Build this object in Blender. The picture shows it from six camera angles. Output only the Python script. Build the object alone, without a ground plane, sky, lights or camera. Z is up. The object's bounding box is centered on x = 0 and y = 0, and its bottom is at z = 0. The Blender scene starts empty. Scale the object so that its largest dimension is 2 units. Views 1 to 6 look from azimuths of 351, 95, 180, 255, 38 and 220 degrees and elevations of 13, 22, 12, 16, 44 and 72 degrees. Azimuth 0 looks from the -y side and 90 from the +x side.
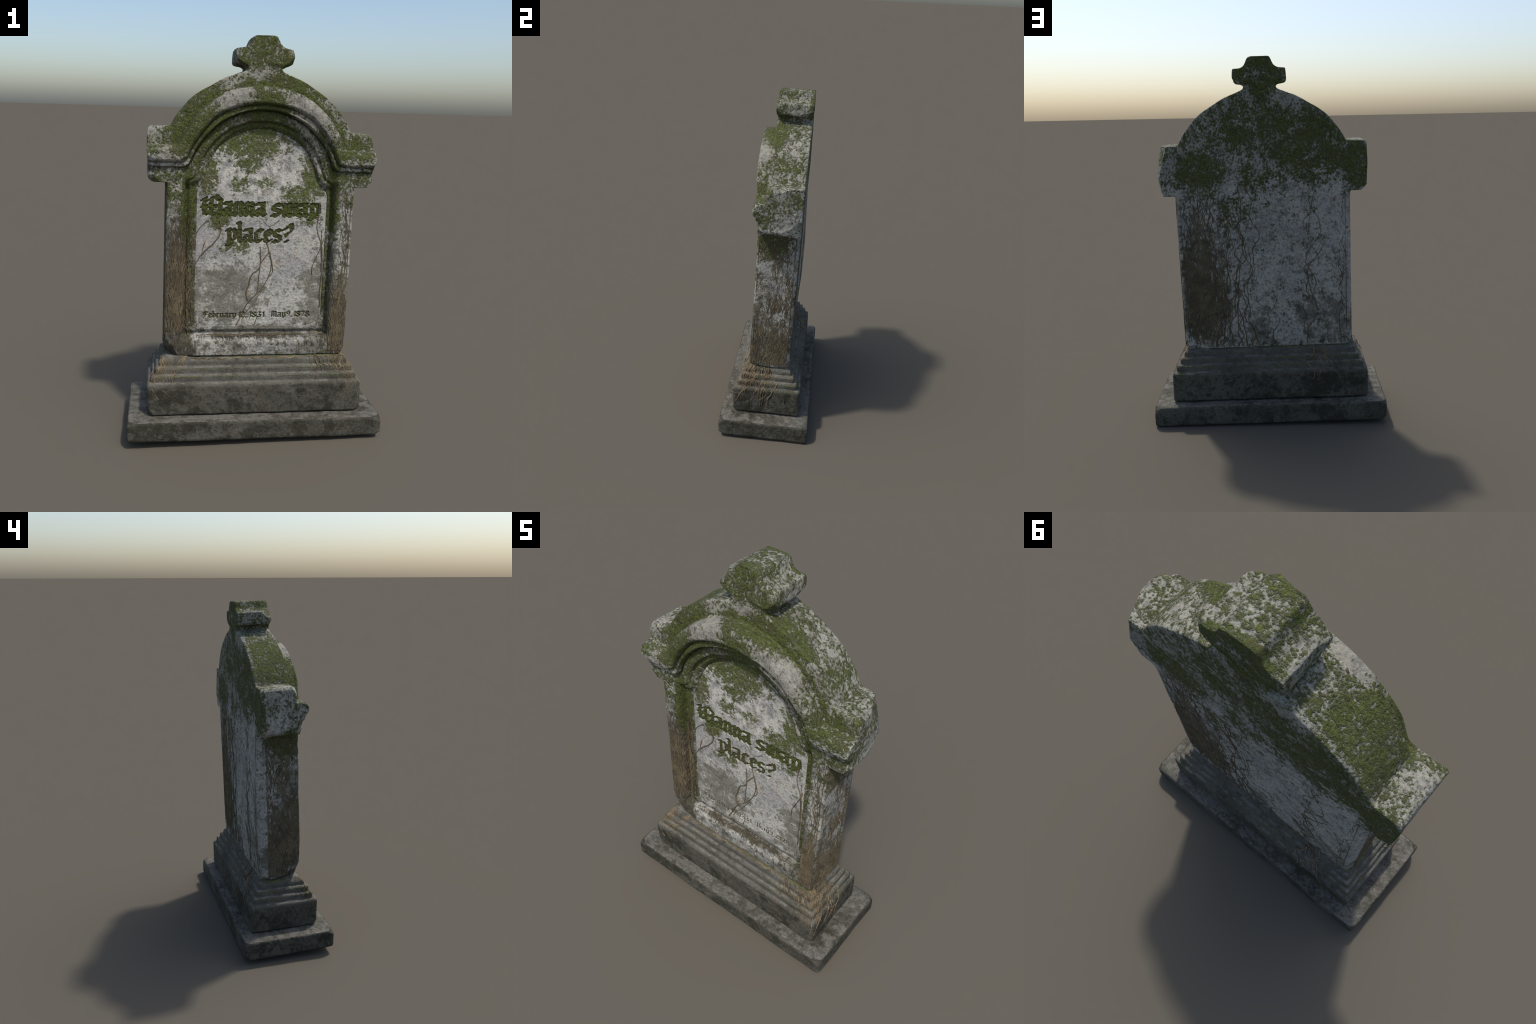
# Old mossy gravestone: plinth, stepped base block, round-arched headstone with a
# small cross, hood moulding, recessed inscription panel, dead ivy stems and roots.
import math
import bpy
import numpy as np
from mathutils import Matrix, Vector
from mathutils.geometry import delaunay_2d_cdt

# ----------------------------------------------------------------------------
# numeric helpers
# ----------------------------------------------------------------------------
RNG = np.random.RandomState(1831)


def smooth(a, b, x):
    t = np.clip((np.asarray(x, float) - a) / (b - a), 0, 1)
    return t * t * (3 - 2 * t)


def _hash(ix, iy, iz, seed):
    h = (ix * 374761393 + iy * 668265263 + iz * 2147483647 + seed * 974634777) & 0xFFFFFFFF
    h = ((h ^ (h >> 13)) * 1274126177) & 0xFFFFFFFF
    h = h ^ (h >> 16)
    return (h & 0xFFFF) / 32767.5 - 1.0


def vnoise(p, seed=0):
    """smooth value noise, -1..1, p is (n,3)"""
    i = np.floor(p).astype(np.int64)
    f = p - i
    f = f * f * f * (f * (f * 6 - 15) + 10)
    out = 0
    for dx in (0, 1):
        for dy in (0, 1):
            for dz in (0, 1):
                w = (f[:, 0] if dx else 1 - f[:, 0]) * (f[:, 1] if dy else 1 - f[:, 1]) * (f[:, 2] if dz else 1 - f[:, 2])
                out = out + w * _hash(i[:, 0] + dx, i[:, 1] + dy, i[:, 2] + dz, seed)
    return out


def fbm(p, scale, octaves=3, seed=0):
    out, amp, tot = 0, 1.0, 0
    q = np.asarray(p, float) * scale
    for k in range(octaves):
        out = out + amp * vnoise(q + 17.3 * k, seed + k)
        tot += amp
        amp *= 0.5
        q = q * 2.03
    return out / tot


def catmull(pts, step=0.004):
    P = np.array(pts, float)
    P = np.vstack([2 * P[0] - P[1], P, 2 * P[-1] - P[-2]])
    out = []
    for i in range(1, len(P) - 2):
        a, b, c, d = P[i - 1], P[i], P[i + 1], P[i + 2]
        n = max(2, int(np.linalg.norm(c - b) / step))
        t = np.linspace(0, 1, n, endpoint=False)[:, None]
        out.append(0.5 * (2 * b + (c - a) * t + (2 * a - 5 * b + 4 * c - d) * t**2 + (3 * b - a - 3 * c + d) * t**3))
    out.append(P[-2:-1])
    return np.vstack(out)


def resample(P, step, closed):
    P = np.asarray(P, float)
    if closed:
        P = np.vstack([P, P[:1]])
    s = np.r_[0, np.cumsum(np.linalg.norm(np.diff(P, axis=0), axis=1))]
    n = max(2, int(round(s[-1] / step)))
    t = np.linspace(0, s[-1], n + 1)
    Q = np.stack([np.interp(t, s, P[:, k]) for k in range(P.shape[1])], 1)
    return Q[:-1] if closed else Q


def sdf(poly, q, tile=0.04):
    """signed distance to a closed polygon, positive inside (works tile by tile)"""
    a = np.asarray(poly, float)
    q = np.asarray(q, float)
    b = np.roll(a, -1, 0)
    e = b - a
    ll = (e**2).sum(1) + 1e-18
    lo, hi = np.minimum(a[:, 1], b[:, 1]), np.maximum(a[:, 1], b[:, 1])
    slope = e[:, 0] / np.where(np.abs(e[:, 1]) < 1e-12, 1e-12, e[:, 1])
    out = np.empty(len(q))
    if len(q) == 0:
        return out
    key = np.floor(q / tile).astype(np.int64)
    code = key[:, 0] * 100003 + key[:, 1]
    order = np.argsort(code, kind="stable")
    cuts = np.flatnonzero(np.diff(code[order])) + 1
    for ids in np.split(order, cuts):
        p = q[ids]
        c = (key[ids[0]] + 0.5) * tile
        w = c - a
        t = np.clip((w * e).sum(1) / ll, 0, 1)
        dc = np.sqrt(((w - t[:, None] * e) ** 2).sum(1))
        near = np.flatnonzero(dc <= dc.min() + tile * 1.45)
        an, en, ln = a[near], e[near], ll[near]
        wx, wy = p[:, None, 0] - an[None, :, 0], p[:, None, 1] - an[None, :, 1]
        t = np.clip((wx * en[:, 0] + wy * en[:, 1]) / ln, 0, 1)
        d = np.sqrt(((wx - t * en[:, 0]) ** 2 + (wy - t * en[:, 1]) ** 2).min(1))
        cr = np.flatnonzero((hi > p[:, 1].min()) & (lo <= p[:, 1].max()))
        y = p[:, None, 1]
        cross = ((a[cr, 1] > y) != (b[cr, 1] > y)) & (p[:, None, 0] < a[cr, 0] + (y - a[cr, 1]) * slope[cr])
        out[ids] = np.where(cross.sum(1) % 2 == 1, d, -d)
    return out


def triangulate(loop, inner):
    """constrained triangulation of a closed loop with inner points; keeps the loop order"""
    n = len(loop)
    pts = [Vector((float(x), float(y))) for x, y in np.vstack([loop, inner])]
    edges = [(i, (i + 1) % n) for i in range(n)]
    v, _, f, ov, _, _ = delaunay_2d_cdt(pts, edges, [], 1, 1e-7)
    V = np.array([tuple(x) for x in v])
    F = np.array([t for t in f if len(t) == 3], int)
    back = {}
    for new, olds in enumerate(ov):
        for o in olds:
            back[o] = new
    # faces counter-clockwise
    A, B, C = V[F[:, 0]], V[F[:, 1]], V[F[:, 2]]
    area = (B[:, 0] - A[:, 0]) * (C[:, 1] - A[:, 1]) - (B[:, 1] - A[:, 1]) * (C[:, 0] - A[:, 0])
    F[area < 0] = F[area < 0][:, ::-1]
    F = F[np.abs(area) > 1e-12]
    return V, F, [back[i] for i in range(n)]


def vertex_normals(V, F):
    N = np.zeros_like(V)
    for tri in ([F[:, [0, 1, 2]], F[:, [0, 2, 3]]] if F.shape[1] == 4 else [F]):
        n = np.cross(V[tri[:, 1]] - V[tri[:, 0]], V[tri[:, 2]] - V[tri[:, 0]])
        for k in range(3):
            np.add.at(N, tri[:, k], n)
    return N / (np.linalg.norm(N, axis=1, keepdims=True) + 1e-12)


def chip(V, corner, cut, reach, rough=0.004, seed=5, above=-9.0, below=9.0):
    """break a corner off: a plane through the corner's three edges at the given lengths"""
    corner, cut = np.array(corner, float), np.array(cut, float)
    n = -1.0 / cut
    n /= np.linalg.norm(n)
    on = corner + np.array([cut[0], 0, 0]) if abs(cut[0]) < 5 else corner + np.array([0, 0, cut[2]])
    near = (np.linalg.norm(V - corner, axis=1) < reach) & (V[:, 2] > above) & (V[:, 2] < below)
    s = (V - on) @ n + rough * fbm(V, 25, 2, seed)
    hit = near & (s > 0)
    fade = smooth(reach, 0.75 * reach, np.linalg.norm(V - corner, axis=1))
    V[hit] -= (s * fade)[hit, None] * n
    return V


# ----------------------------------------------------------------------------
# scene objects
# ----------------------------------------------------------------------------
ROOT = bpy.data.objects.new("weathered_gravestone", None)
bpy.context.scene.collection.objects.link(ROOT)
ROOT["label"] = "mossy old arched gravestone with small cross and dead ivy"
ROOT["category"] = "gravestone"


def add(name, V, faces, mat, matrix=None, parent=ROOT, normals=None):
    me = bpy.data.meshes.new(name)
    me.from_pydata([tuple(v) for v in V], [], [tuple(int(i) for i in f) for f in faces])
    me.polygons.foreach_set("use_smooth", [True] * len(me.polygons))
    me.materials.append(mat)
    me.update()
    if normals is not None:
        me.normals_split_custom_set_from_vertices([tuple(n) for n in normals])
    ob = bpy.data.objects.new(name, me)
    bpy.context.scene.collection.objects.link(ob)
    ob.parent = parent
    if matrix is not None:
        ob.matrix_world = matrix
    return ob


# the ground under the stone has sunk: base and headstone lean by small angles
ZL = np.array([0.0170, 0.0270, 1.0])
ZL /= np.linalg.norm(ZL)
XL = np.array([1, 0.010, 0.0])
XL -= XL @ ZL * ZL
XL /= np.linalg.norm(XL)
YL = np.cross(ZL, XL)
STONE = Matrix(((XL[0], YL[0], ZL[0], 0.0), (XL[1], YL[1], ZL[1], 0.02), (XL[2], YL[2], ZL[2], 0.405), (0, 0, 0, 1)))

# ----------------------------------------------------------------------------
# materials (colour on Object coordinates)
# ----------------------------------------------------------------------------
class Nodes:
    def __init__(self, name):
        self.mat = bpy.data.materials.new(name)
        self.mat.use_nodes = True
        self.t = self.mat.node_tree
        self.t.nodes.clear()
        self.co = self.t.nodes.new("ShaderNodeTexCoord").outputs["Object"]

    def link(self, sock, v):
        if isinstance(v, bpy.types.NodeSocket):
            self.t.links.new(v, sock)
        elif isinstance(v, (tuple, list)) and len(v) == 3 and sock.type == "RGBA":
            sock.default_value = (*v, 1)
        else:
            sock.default_value = v

    def math(self, op, a, b=0.0, clamp=False):
        n = self.t.nodes.new("ShaderNodeMath")
        n.operation, n.use_clamp = op, clamp
        self.link(n.inputs[0], a)
        self.link(n.inputs[1], b)
        return n.outputs[0]

    def add(self, *v):
        out = v[0]
        for x in v[1:]:
            out = self.math("ADD", out, x)
        return out

    def mul(self, a, b):
        return self.math("MULTIPLY", a, b)

    def step(self, x, lo, hi):
        n = self.t.nodes.new("ShaderNodeMapRange")
        n.interpolation_type = "SMOOTHSTEP"
        self.link(n.inputs["Value"], x)
        if lo < hi:
            n.inputs["From Min"].default_value, n.inputs["From Max"].default_value = lo, hi
        else:
            n.inputs["From Min"].default_value, n.inputs["From Max"].default_value = hi, lo
            n.inputs["To Min"].default_value, n.inputs["To Max"].default_value = 1, 0
        return n.outputs["Result"]

    def noise(self, scale, detail=4, rough=0.55, shift=(0, 0, 0), stretch=(1, 1, 1)):
        n = self.t.nodes.new("ShaderNodeTexNoise")
        n.inputs["Scale"].default_value, n.inputs["Detail"].default_value, n.inputs["Roughness"].default_value = scale, detail, rough
        n.texture_mapping.translation, n.texture_mapping.scale = shift, stretch
        self.t.links.new(self.co, n.inputs["Vector"])
        return n.outputs["Fac"]

    def mix(self, fac, a, b):
        n = self.t.nodes.new("ShaderNodeMix")
        n.data_type = "RGBA"
        self.link(n.inputs[0], fac)
        self.link(n.inputs[6], a)
        self.link(n.inputs[7], b)
        return n.outputs[2]

    def axis(self):
        n = self.t.nodes.new("ShaderNodeSeparateXYZ")
        self.t.links.new(self.co, n.inputs[0])
        return n.outputs

    def up(self):
        g = self.t.nodes.new("ShaderNodeNewGeometry")
        n = self.t.nodes.new("ShaderNodeSeparateXYZ")
        self.t.links.new(g.outputs["Normal"], n.inputs[0])
        return n.outputs

    def blob(self, centre, size, gain=1.7):
        """soft ellipsoid: full in its core, 0 at its surface and beyond"""
        s = [1 / v for v in size]
        n = self.t.nodes.new("ShaderNodeTexGradient")
        n.gradient_type = "SPHERICAL"
        n.texture_mapping.scale = s
        n.texture_mapping.translation = [-c * k for c, k in zip(centre, s)]
        self.t.links.new(self.co, n.inputs["Vector"])
        return self.math("MULTIPLY", n.outputs["Fac"], gain, True)

    def most(self, items):
        """largest of several masks"""
        out = items[0]
        for x in items[1:]:
            out = self.math("MAXIMUM", out, x)
        return out

    def finish(self, colour, height, strength=0.6, distance=0.004, rough=0.9):
        b = self.t.nodes.new("ShaderNodeBump")
        b.inputs["Strength"].default_value, b.inputs["Distance"].default_value = strength, distance
        self.link(b.inputs["Height"], height)
        p = self.t.nodes.new("ShaderNodeBsdfPrincipled")
        self.link(p.inputs["Base Color"], colour)
        p.inputs["Roughness"].default_value = rough
        p.inputs["Specular IOR Level"].default_value = 0.18
        self.t.links.new(b.outputs[0], p.inputs["Normal"])
        o = self.t.nodes.new("ShaderNodeOutputMaterial")
        self.t.links.new(p.outputs[0], o.inputs["Surface"])
        return self.mat


def wide(s, scale, detail=4, rough=0.6, shift=(0, 0, 0), stretch=(1, 1, 1), gain=3.0):
    """noise spread over the whole 0..1 range, mean one half"""
    n = s.noise(scale, detail, rough, shift, stretch)
    return s.math("ADD", s.mul(s.math("SUBTRACT", n, 0.5), gain), 0.5, True)


def cover(s, area, *terms):
    """patchy cover: area is the share covered, the terms (noise, weight) make its ragged edge"""
    v = area
    for n, w in terms:
        v = s.add(v, s.mul(s.math("SUBTRACT", n, 0.5), w))
    return v


def minus(s, a, b):
    return s.math("SUBTRACT", a, b)


def grey_stone(s, light, mid, dark):
    big, med, fine = wide(s, 5, 4), wide(s, 24, 5, 0.65, (3, 1, 2)), wide(s, 75, 4, 0.7, (6, 2, 4))
    c = s.mix(s.step(big, 0.25, 0.85), light, mid)
    c = s.mix(s.mul(s.step(med, 0.45, 0.95), 0.75), c, [v * 0.62 for v in mid])
    c = s.mix(s.mul(s.step(fine, 0.60, 0.98), 0.80), c, dark)
    c = s.mix(s.mul(s.step(fine, 0.42, 0.10), 0.60), c, [light[0] * 1.25, light[1] * 1.24, light[2] * 1.14])
    pink = s.step(wide(s, 9, 3, 0.6, (4, 2, 7)), 0.72, 0.95)
    c = s.mix(s.mul(pink, 0.35), c, [light[0] * 1.0, light[1] * 0.84, light[2] * 0.76])
    lilac = s.step(wide(s, 7, 3, 0.6, (9, 4, 1)), 0.55, 0.9)
    c = s.mix(s.mul(lilac, 0.30), c, [mid[0] * 1.02, mid[1] * 1.0, mid[2] * 1.04])
    return c, big, med, fine


def moss_colour(s):
    c = s.mix(wide(s, 60, 4, 0.7, (1, 5, 3)), (0.043, 0.054, 0.013), (0.118, 0.140, 0.031))
    c = s.mix(s.mul(s.step(wide(s, 150, 3, 0.6), 0.60, 0.95), 0.75), c, (0.160, 0.185, 0.045))
    c = s.mix(s.mul(s.step(wide(s, 130, 3, 0.6, (3, 3, 1)), 0.65, 0.95), 0.75), c, (0.022, 0.025, 0.011))
    return s.mix(s.mul(s.step(wide(s, 14, 3, 0.6, (8, 5, 3)), 0.5, 0.9), 0.55), c, (0.085, 0.078, 0.036))


def headstone_material():
    s = Nodes("lichened_limestone")
    x, y, z = s.axis()
    c, big, med, fine = grey_stone(s, (0.355, 0.345, 0.305), (0.250, 0.242, 0.222), (0.095, 0.090, 0.078))
    front = s.step(y, 0.085, 0.070)
    rear = minus(s, 1.0, front)
    c = s.mix(s.mul(s.step(z, 0.90, 1.20), 0.45), c, s.mix(med, (0.250, 0.235, 0.180), (0.165, 0.158, 0.118)))
    ledge = s.mul(s.mul(s.step(s.up()[2], 0.45, 0.85), s.step(z, 0.9, 1.05)), s.step(minus(s, 1.0, med), 0.2, 0.7))  # up-facing stone lightened in colour, paints sunlight on ledges and arch top
    c = s.mix(s.mul(ledge, 0.40), c, (0.310, 0.300, 0.245))
    # grey-brown stain creeping up from the foot, and flecks
    stain = s.most([s.mul(s.step(z, 0.60, 0.0), 0.55), s.blob((-0.44, -0.1, 0.25), (0.34, 0.35, 1.0), 1.2), s.blob((0.42, -0.1, 0.10), (0.30, 0.35, 0.9), 1.15), s.blob((0.37, 0.1, 0.33), (0.34, 0.2, 0.8), 1.0),
                    s.mul(s.blob((-0.30, 0.1, 0.17), (0.30, 0.2, 0.30)), 0.62), s.mul(s.blob((-0.10, 0.1, 0.50), (0.3, 0.2, 0.3)), 0.25), s.mul(s.blob((0.0, -0.10, 0.13), (0.60, 0.06, 0.06)), 0.95), 0.12])
    stain = s.step(cover(s, stain, (wide(s, 7, 5, 0.65, (2, 9, 1)), 0.6), (med, 0.35), (fine, 0.25)), 0.40, 0.72)
    c = s.mix(s.mul(stain, 0.78), c, s.mix(med, (0.165, 0.155, 0.120), (0.070, 0.065, 0.048)))
    # brown fibrous mat where the ivy was thickest
    fibre = wide(s, 1.0, 5, 0.7, (0, 0, 0), (150, 60, 26))
    mat = s.most([s.blob((-0.385, -0.12, 0.28), (0.14, 0.20, 0.75), 1.35), s.blob((-0.43, -0.16, 0.20), (0.20, 0.2, 0.65), 0.95), s.blob((0.43, -0.16, 0.06), (0.20, 0.2, 0.55), 0.82), s.blob((0.39, 0.12, 0.32), (0.24, 0.16, 0.66), 0.85),
                  s.mul(s.blob((0.0, -0.12, 0.115), (0.46, 0.05, 0.03)), 0.8), s.blob((0.47, -0.08, 0.04), (0.1, 0.16, 0.36), 0.38), s.blob((-0.47, -0.09, 0.22), (0.1, 0.16, 0.70), 0.8)])
    mat = s.step(cover(s, mat, (fibre, 1.1), (med, 0.7), (wide(s, 11, 3), 0.55)), 0.38, 0.95)
    fc = s.mix(s.step(fibre, 0.2, 0.8), (0.034, 0.029, 0.020), (0.100, 0.080, 0.050))
    fc = s.mix(s.mul(s.step(fibre, 0.78, 0.98), 0.7), fc, (0.20, 0.148, 0.085))
    c = s.mix(s.mul(mat, 0.76), c, fc)
    # moss: heavy on the head, in the mouldings and under the shoulders; share of cover per place
    high = s.step(z, 0.84, 1.06)
    fr = s.most([s.mul(high, 0.47), s.mul(s.blob((-0.36, -0.14, 1.13), (0.34, 0.22, 0.34)), 0.74), s.mul(s.blob((0.02, -0.12, 1.30), (0.24, 0.16, 0.26)), 0.88), s.mul(s.blob((0.22, -0.08, 1.36), (0.22, 0.10, 0.16)), 0.85), s.mul(s.blob((0.44, -0.12, 1.02), (0.28, 0.22, 0.26)), 0.72),
                 s.mul(s.blob((0.0, -0.12, 1.50), (0.24, 0.2, 0.22)), 0.85), s.mul(s.blob((-0.34, 0.02, 1.26), (0.42, 0.28, 0.36)), 0.78), s.mul(s.blob((-0.355, -0.10, 0.82), (0.07, 0.09, 0.34)), 1.0), s.mul(s.blob((0.365, -0.10, 0.84), (0.06, 0.1, 0.34)), 1.0),
                 s.mul(s.blob((0.355, -0.09, 0.5), (0.04, 0.06, 0.6)), 0.62), s.mul(s.blob((-0.345, -0.09, 0.35), (0.04, 0.06, 0.45)), 0.55), s.mul(s.blob((0.49, -0.04, 0.84), (0.12, 0.16, 0.22)), 0.80), s.mul(s.blob((-0.49, -0.06, 0.84), (0.12, 0.2, 0.16)), 0.85), s.mul(s.blob((0.0, -0.10, 1.17), (0.42, 0.05, 0.12)), 0.78)])
    bare = s.most([s.blob((-0.16, -0.15, 1.31), (0.12, 0.09, 0.09)), s.blob((0.22, -0.16, 1.24), (0.13, 0.07, 0.14)), s.mul(s.blob((-0.46, -0.15, 0.99), (0.10, 0.06, 0.05)), 0.7), s.mul(s.blob((0.46, -0.15, 0.99), (0.10, 0.06, 0.05)), 0.7),
                   s.mul(s.blob((-0.02, -0.09, 1.42), (0.09, 0.06, 0.06)), 0.9), s.mul(s.blob((-0.50, 0.0, 1.12), (0.10, 0.2, 0.10)), 0.5), s.mul(s.blob((0.56, 0.0, 1.02), (0.05, 0.12, 0.14)), 0.30), s.mul(s.blob((-0.56, 0.0, 1.02), (0.05, 0.12, 0.14)), 0.30)])
    fr = minus(s, fr, s.mul(bare, 0.55))
    # denser dark green rings along the creases that run round the arch, paler raised band between them
    radius = s.math("SQRT", s.add(s.mul(x, x), s.math("POWER", minus(s, z, 0.918), 2.0)))
    ring = lambda r, w: s.step(s.math("ABSOLUTE", minus(s, radius, r)), w, w * 0.3)
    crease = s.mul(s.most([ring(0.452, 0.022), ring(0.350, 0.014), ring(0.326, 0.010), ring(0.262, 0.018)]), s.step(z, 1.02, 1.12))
    fr = minus(s, s.add(fr, s.mul(crease, 0.30)), s.mul(s.mul(ring(0.408, 0.034), s.step(z, 1.05, 1.15)), 0.12))
    bk = s.most([s.mul(s.step(z, 0.62, 1.15), 0.40), s.mul(s.blob((-0.24, 0.1, 1.15), (0.36, 0.15, 0.30)), 0.78), s.mul(s.blob((0.34, 0.1, 1.01), (0.24, 0.15, 0.18)), 0.80), s.mul(s.blob((0.06, 0.1, 1.26), (0.32, 0.15, 0.24)), 0.66), s.mul(s.blob((0.0, 0.1, 1.52), (0.24, 0.15, 0.20)), 0.85), s.mul(s.blob((-0.49, 0.1, 1.04), (0.16, 0.15, 0.20)), 0.85),
                 s.mul(s.blob((0.16, 0.1, 0.80), (0.16, 0.1, 0.16)), 0.50), s.mul(s.blob((0.0, 0.1, 1.02), (0.30, 0.15, 0.20)), 0.50)])
    area = s.add(s.mul(fr, front), s.mul(rear, bk))
    rag = wide(s, 34, 5, 0.65)
    moss = cover(s, area, (wide(s, 9, 4, 0.6, (3, 1, 5)), 0.45), (rag, 0.60), (wide(s, 1.0, 3, 0.6, (0, 0, 0), (95, 90, 78)), 0.70))
    film = s.step(moss, 0.05, 0.75)
    c = s.mix(s.mul(film, 0.70), c, s.mix(fine, (0.150, 0.155, 0.088), (0.085, 0.088, 0.045)))
    moss = s.step(s.add(s.mul(moss, 0.84), 0.03), 0.30, 0.76)
    c = s.mix(s.mul(moss, 0.90), c, moss_colour(s))
    lump = wide(s, 42, 5, 0.7, (2, 2, 9))
    h = s.add(s.mul(med, 0.35), s.mul(fine, 0.25), s.mul(moss, s.add(0.2, s.mul(lump, 1.2))), s.mul(s.mul(mat, fibre), 0.6))
    return s.finish(c, h, 0.9, 0.009)


def panel_material():
    s = Nodes("inscription_limestone")
    x, y, z = s.axis()
    c, big, med, fine = grey_stone(s, (0.405, 0.395, 0.350), (0.300, 0.292, 0.274), (0.120, 0.115, 0.100))
    stain = s.most([s.mul(s.step(z, 0.50, 0.15), 0.40), s.mul(s.blob((-0.20, -0.09, 0.33), (0.34, 0.3, 0.26)), 0.90), s.mul(s.blob((0.32, -0.09, 0.32), (0.16, 0.3, 0.34)), 0.88), 0.08])
    stain = s.step(cover(s, stain, (wide(s, 9, 5, 0.65, (2, 9, 1)), 0.55), (med, 0.75), (fine, 0.45)), 0.30, 0.90)
    c = s.mix(s.mul(stain, 0.72), c, s.mix(med, (0.150, 0.144, 0.100), (0.085, 0.080, 0.056)))
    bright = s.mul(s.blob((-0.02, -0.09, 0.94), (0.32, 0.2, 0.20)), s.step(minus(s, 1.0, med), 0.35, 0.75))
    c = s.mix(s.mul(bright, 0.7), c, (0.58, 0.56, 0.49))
    area = s.most([s.mul(s.blob((-0.04, -0.09, 1.10), (0.26, 0.2, 0.15)), 0.90), s.mul(s.blob((-0.05, -0.09, 1.02), (0.12, 0.2, 0.14)), 0.85), s.mul(s.blob((0.27, -0.09, 0.94), (0.11, 0.2, 0.20)), 0.85), s.mul(s.blob((-0.27, -0.09, 0.93), (0.10, 0.2, 0.18)), 0.85), s.mul(s.blob((0.19, -0.09, 0.82), (0.13, 0.2, 0.10)), 0.85),
                   s.mul(s.blob((0.02, -0.09, 0.895), (0.08, 0.2, 0.05)), 0.70), s.mul(s.blob((-0.10, -0.09, 0.88), (0.07, 0.2, 0.07)), 0.70), s.mul(s.blob((-0.20, -0.09, 0.71), (0.08, 0.2, 0.07)), 0.95), s.mul(s.blob((-0.11, -0.09, 0.565), (0.11, 0.2, 0.06)), 0.62), s.mul(s.step(z, 0.66, 0.92), 0.15), s.mul(s.blob((-0.12, -0.09, 0.755), (0.24, 0.2, 0.065)), 0.36), s.mul(s.blob((0.19, -0.09, 0.755), (0.16, 0.2, 0.065)), 0.42), s.mul(s.blob((0.0, -0.09, 0.62), (0.22, 0.2, 0.06)), 0.30), s.mul(s.blob((0.26, -0.09, 0.71), (0.09, 0.2, 0.05)), 0.65)])
    moss = cover(s, area, (wide(s, 9, 3), 0.25), (wide(s, 34, 5, 0.65), 0.80), (wide(s, 85, 3), 0.60))
    film = s.step(moss, 0.15, 0.75)
    c = s.mix(s.mul(film, 0.45), c, s.mix(fine, (0.170, 0.172, 0.105), (0.090, 0.092, 0.050)))
    moss = s.step(s.mul(moss, 0.86), 0.36, 0.72)
    c = s.mix(s.mul(moss, 0.9), c, moss_colour(s))
    h = s.add(s.mul(med, 0.4), s.mul(fine, 0.3), s.mul(moss, s.add(0.2, s.mul(wide(s, 70, 4, 0.65), 0.8))))
    return s.finish(c, h, 0.85, 0.007)


def base_material():
    s = Nodes("grimy_limestone")
    x, y, z = s.axis()
    c, big, med, fine = grey_stone(s, (0.088, 0.084, 0.067), (0.058, 0.055, 0.042), (0.026, 0.024, 0.017))
    blot = s.step(cover(s, wide(s, 6, 5, 0.7, (5, 3, 2)), (med, 0.5)), 0.40, 0.85)
    c = s.mix(s.mul(blot, 0.80), c, (0.028, 0.027, 0.018))
    nz = s.up()[2]
    pale_top_tint = s.step(cover(s, s.mul(s.step(nz, 0.70, 0.99), 0.72), (wide(s, 10, 5, 0.65), 0.5), (med, 0.5)), 0.5, 0.9)  # patchy paler tint on up-facing surfaces, keyed to the normal
    c = s.mix(s.mul(pale_top_tint, 0.55), c, s.mix(fine, (0.260, 0.245, 0.212), (0.130, 0.120, 0.102)))
    c = s.mix(s.mul(s.mul(s.step(z, 0.27, 0.31), med), 0.40), c, (0.190, 0.180, 0.155))
    # thin bright moss along the arrises of the steps
    lean = s.add(z, s.mul(x, 0.0145), s.mul(y, 0.010))
    bands = s.most([s.mul(s.step(s.math("ABSOLUTE", minus(s, lean, v)), w, 0.001), g) for v, w, g in ((0.4105, 0.009, 0.70), (0.3645, 0.006, 0.80), (0.3295, 0.006, 0.80), (0.294, 0.006, 0.4))])
    moss = s.step(cover(s, bands, (wide(s, 26, 5, 0.7), 0.6), (wide(s, 5, 2, 0.5, (7, 7, 7)), 0.7)), 0.55, 0.85)
    c = s.mix(s.mul(moss, 0.55), c, s.mix(wide(s, 90, 3), (0.070, 0.078, 0.018), (0.140, 0.160, 0.036)))
    h = s.add(s.mul(med, 0.6), s.mul(fine, 0.25), s.mul(moss, wide(s, 80, 3)))
    return s.finish(c, h, 0.75, 0.006)


def moss_material(name, dim):
    s = Nodes(name)
    c = moss_colour(s)
    if dim:
        c = s.mix(0.7, c, (0.055, 0.05, 0.032))
    else:
        x, y, z = s.axis()
        brown = s.mul(s.step(s.noise(25, 3, 0.6), 0.40, 0.60), s.step(z, 0.70, 0.66))
        c = s.mix(s.mul(brown, 0.75), c, (0.085, 0.070, 0.042))
        c = s.mix(0.55, c, (0.040, 0.044, 0.016))
    return s.finish(c, s.noise(140, 4, 0.65), 0.9, 0.006, 0.95)


def stem_material(name, a, b, d):
    s = Nodes(name)
    c = s.mix(s.step(s.noise(18, 4, 0.6), 0.38, 0.62), a, b)
    c = s.mix(s.mul(s.step(s.noise(120, 3, 0.6), 0.5, 0.64), 0.6), c, d)
    return s.finish(c, s.noise(260, 3, 0.6), 0.5, 0.002, 0.9)


MAT_STONE, MAT_PANEL, MAT_BASE = headstone_material(), panel_material(), base_material()
MAT_LETTER, MAT_DARK = moss_material("letter_moss", False), moss_material("letter_dirt", True)
MAT_STEM = stem_material("dead_ivy", (0.085, 0.066, 0.042), (0.135, 0.108, 0.066), (0.065, 0.060, 0.030))
MAT_DRY = stem_material("dry_root", (0.115, 0.088, 0.052), (0.205, 0.158, 0.096), (0.066, 0.052, 0.033))


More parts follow.
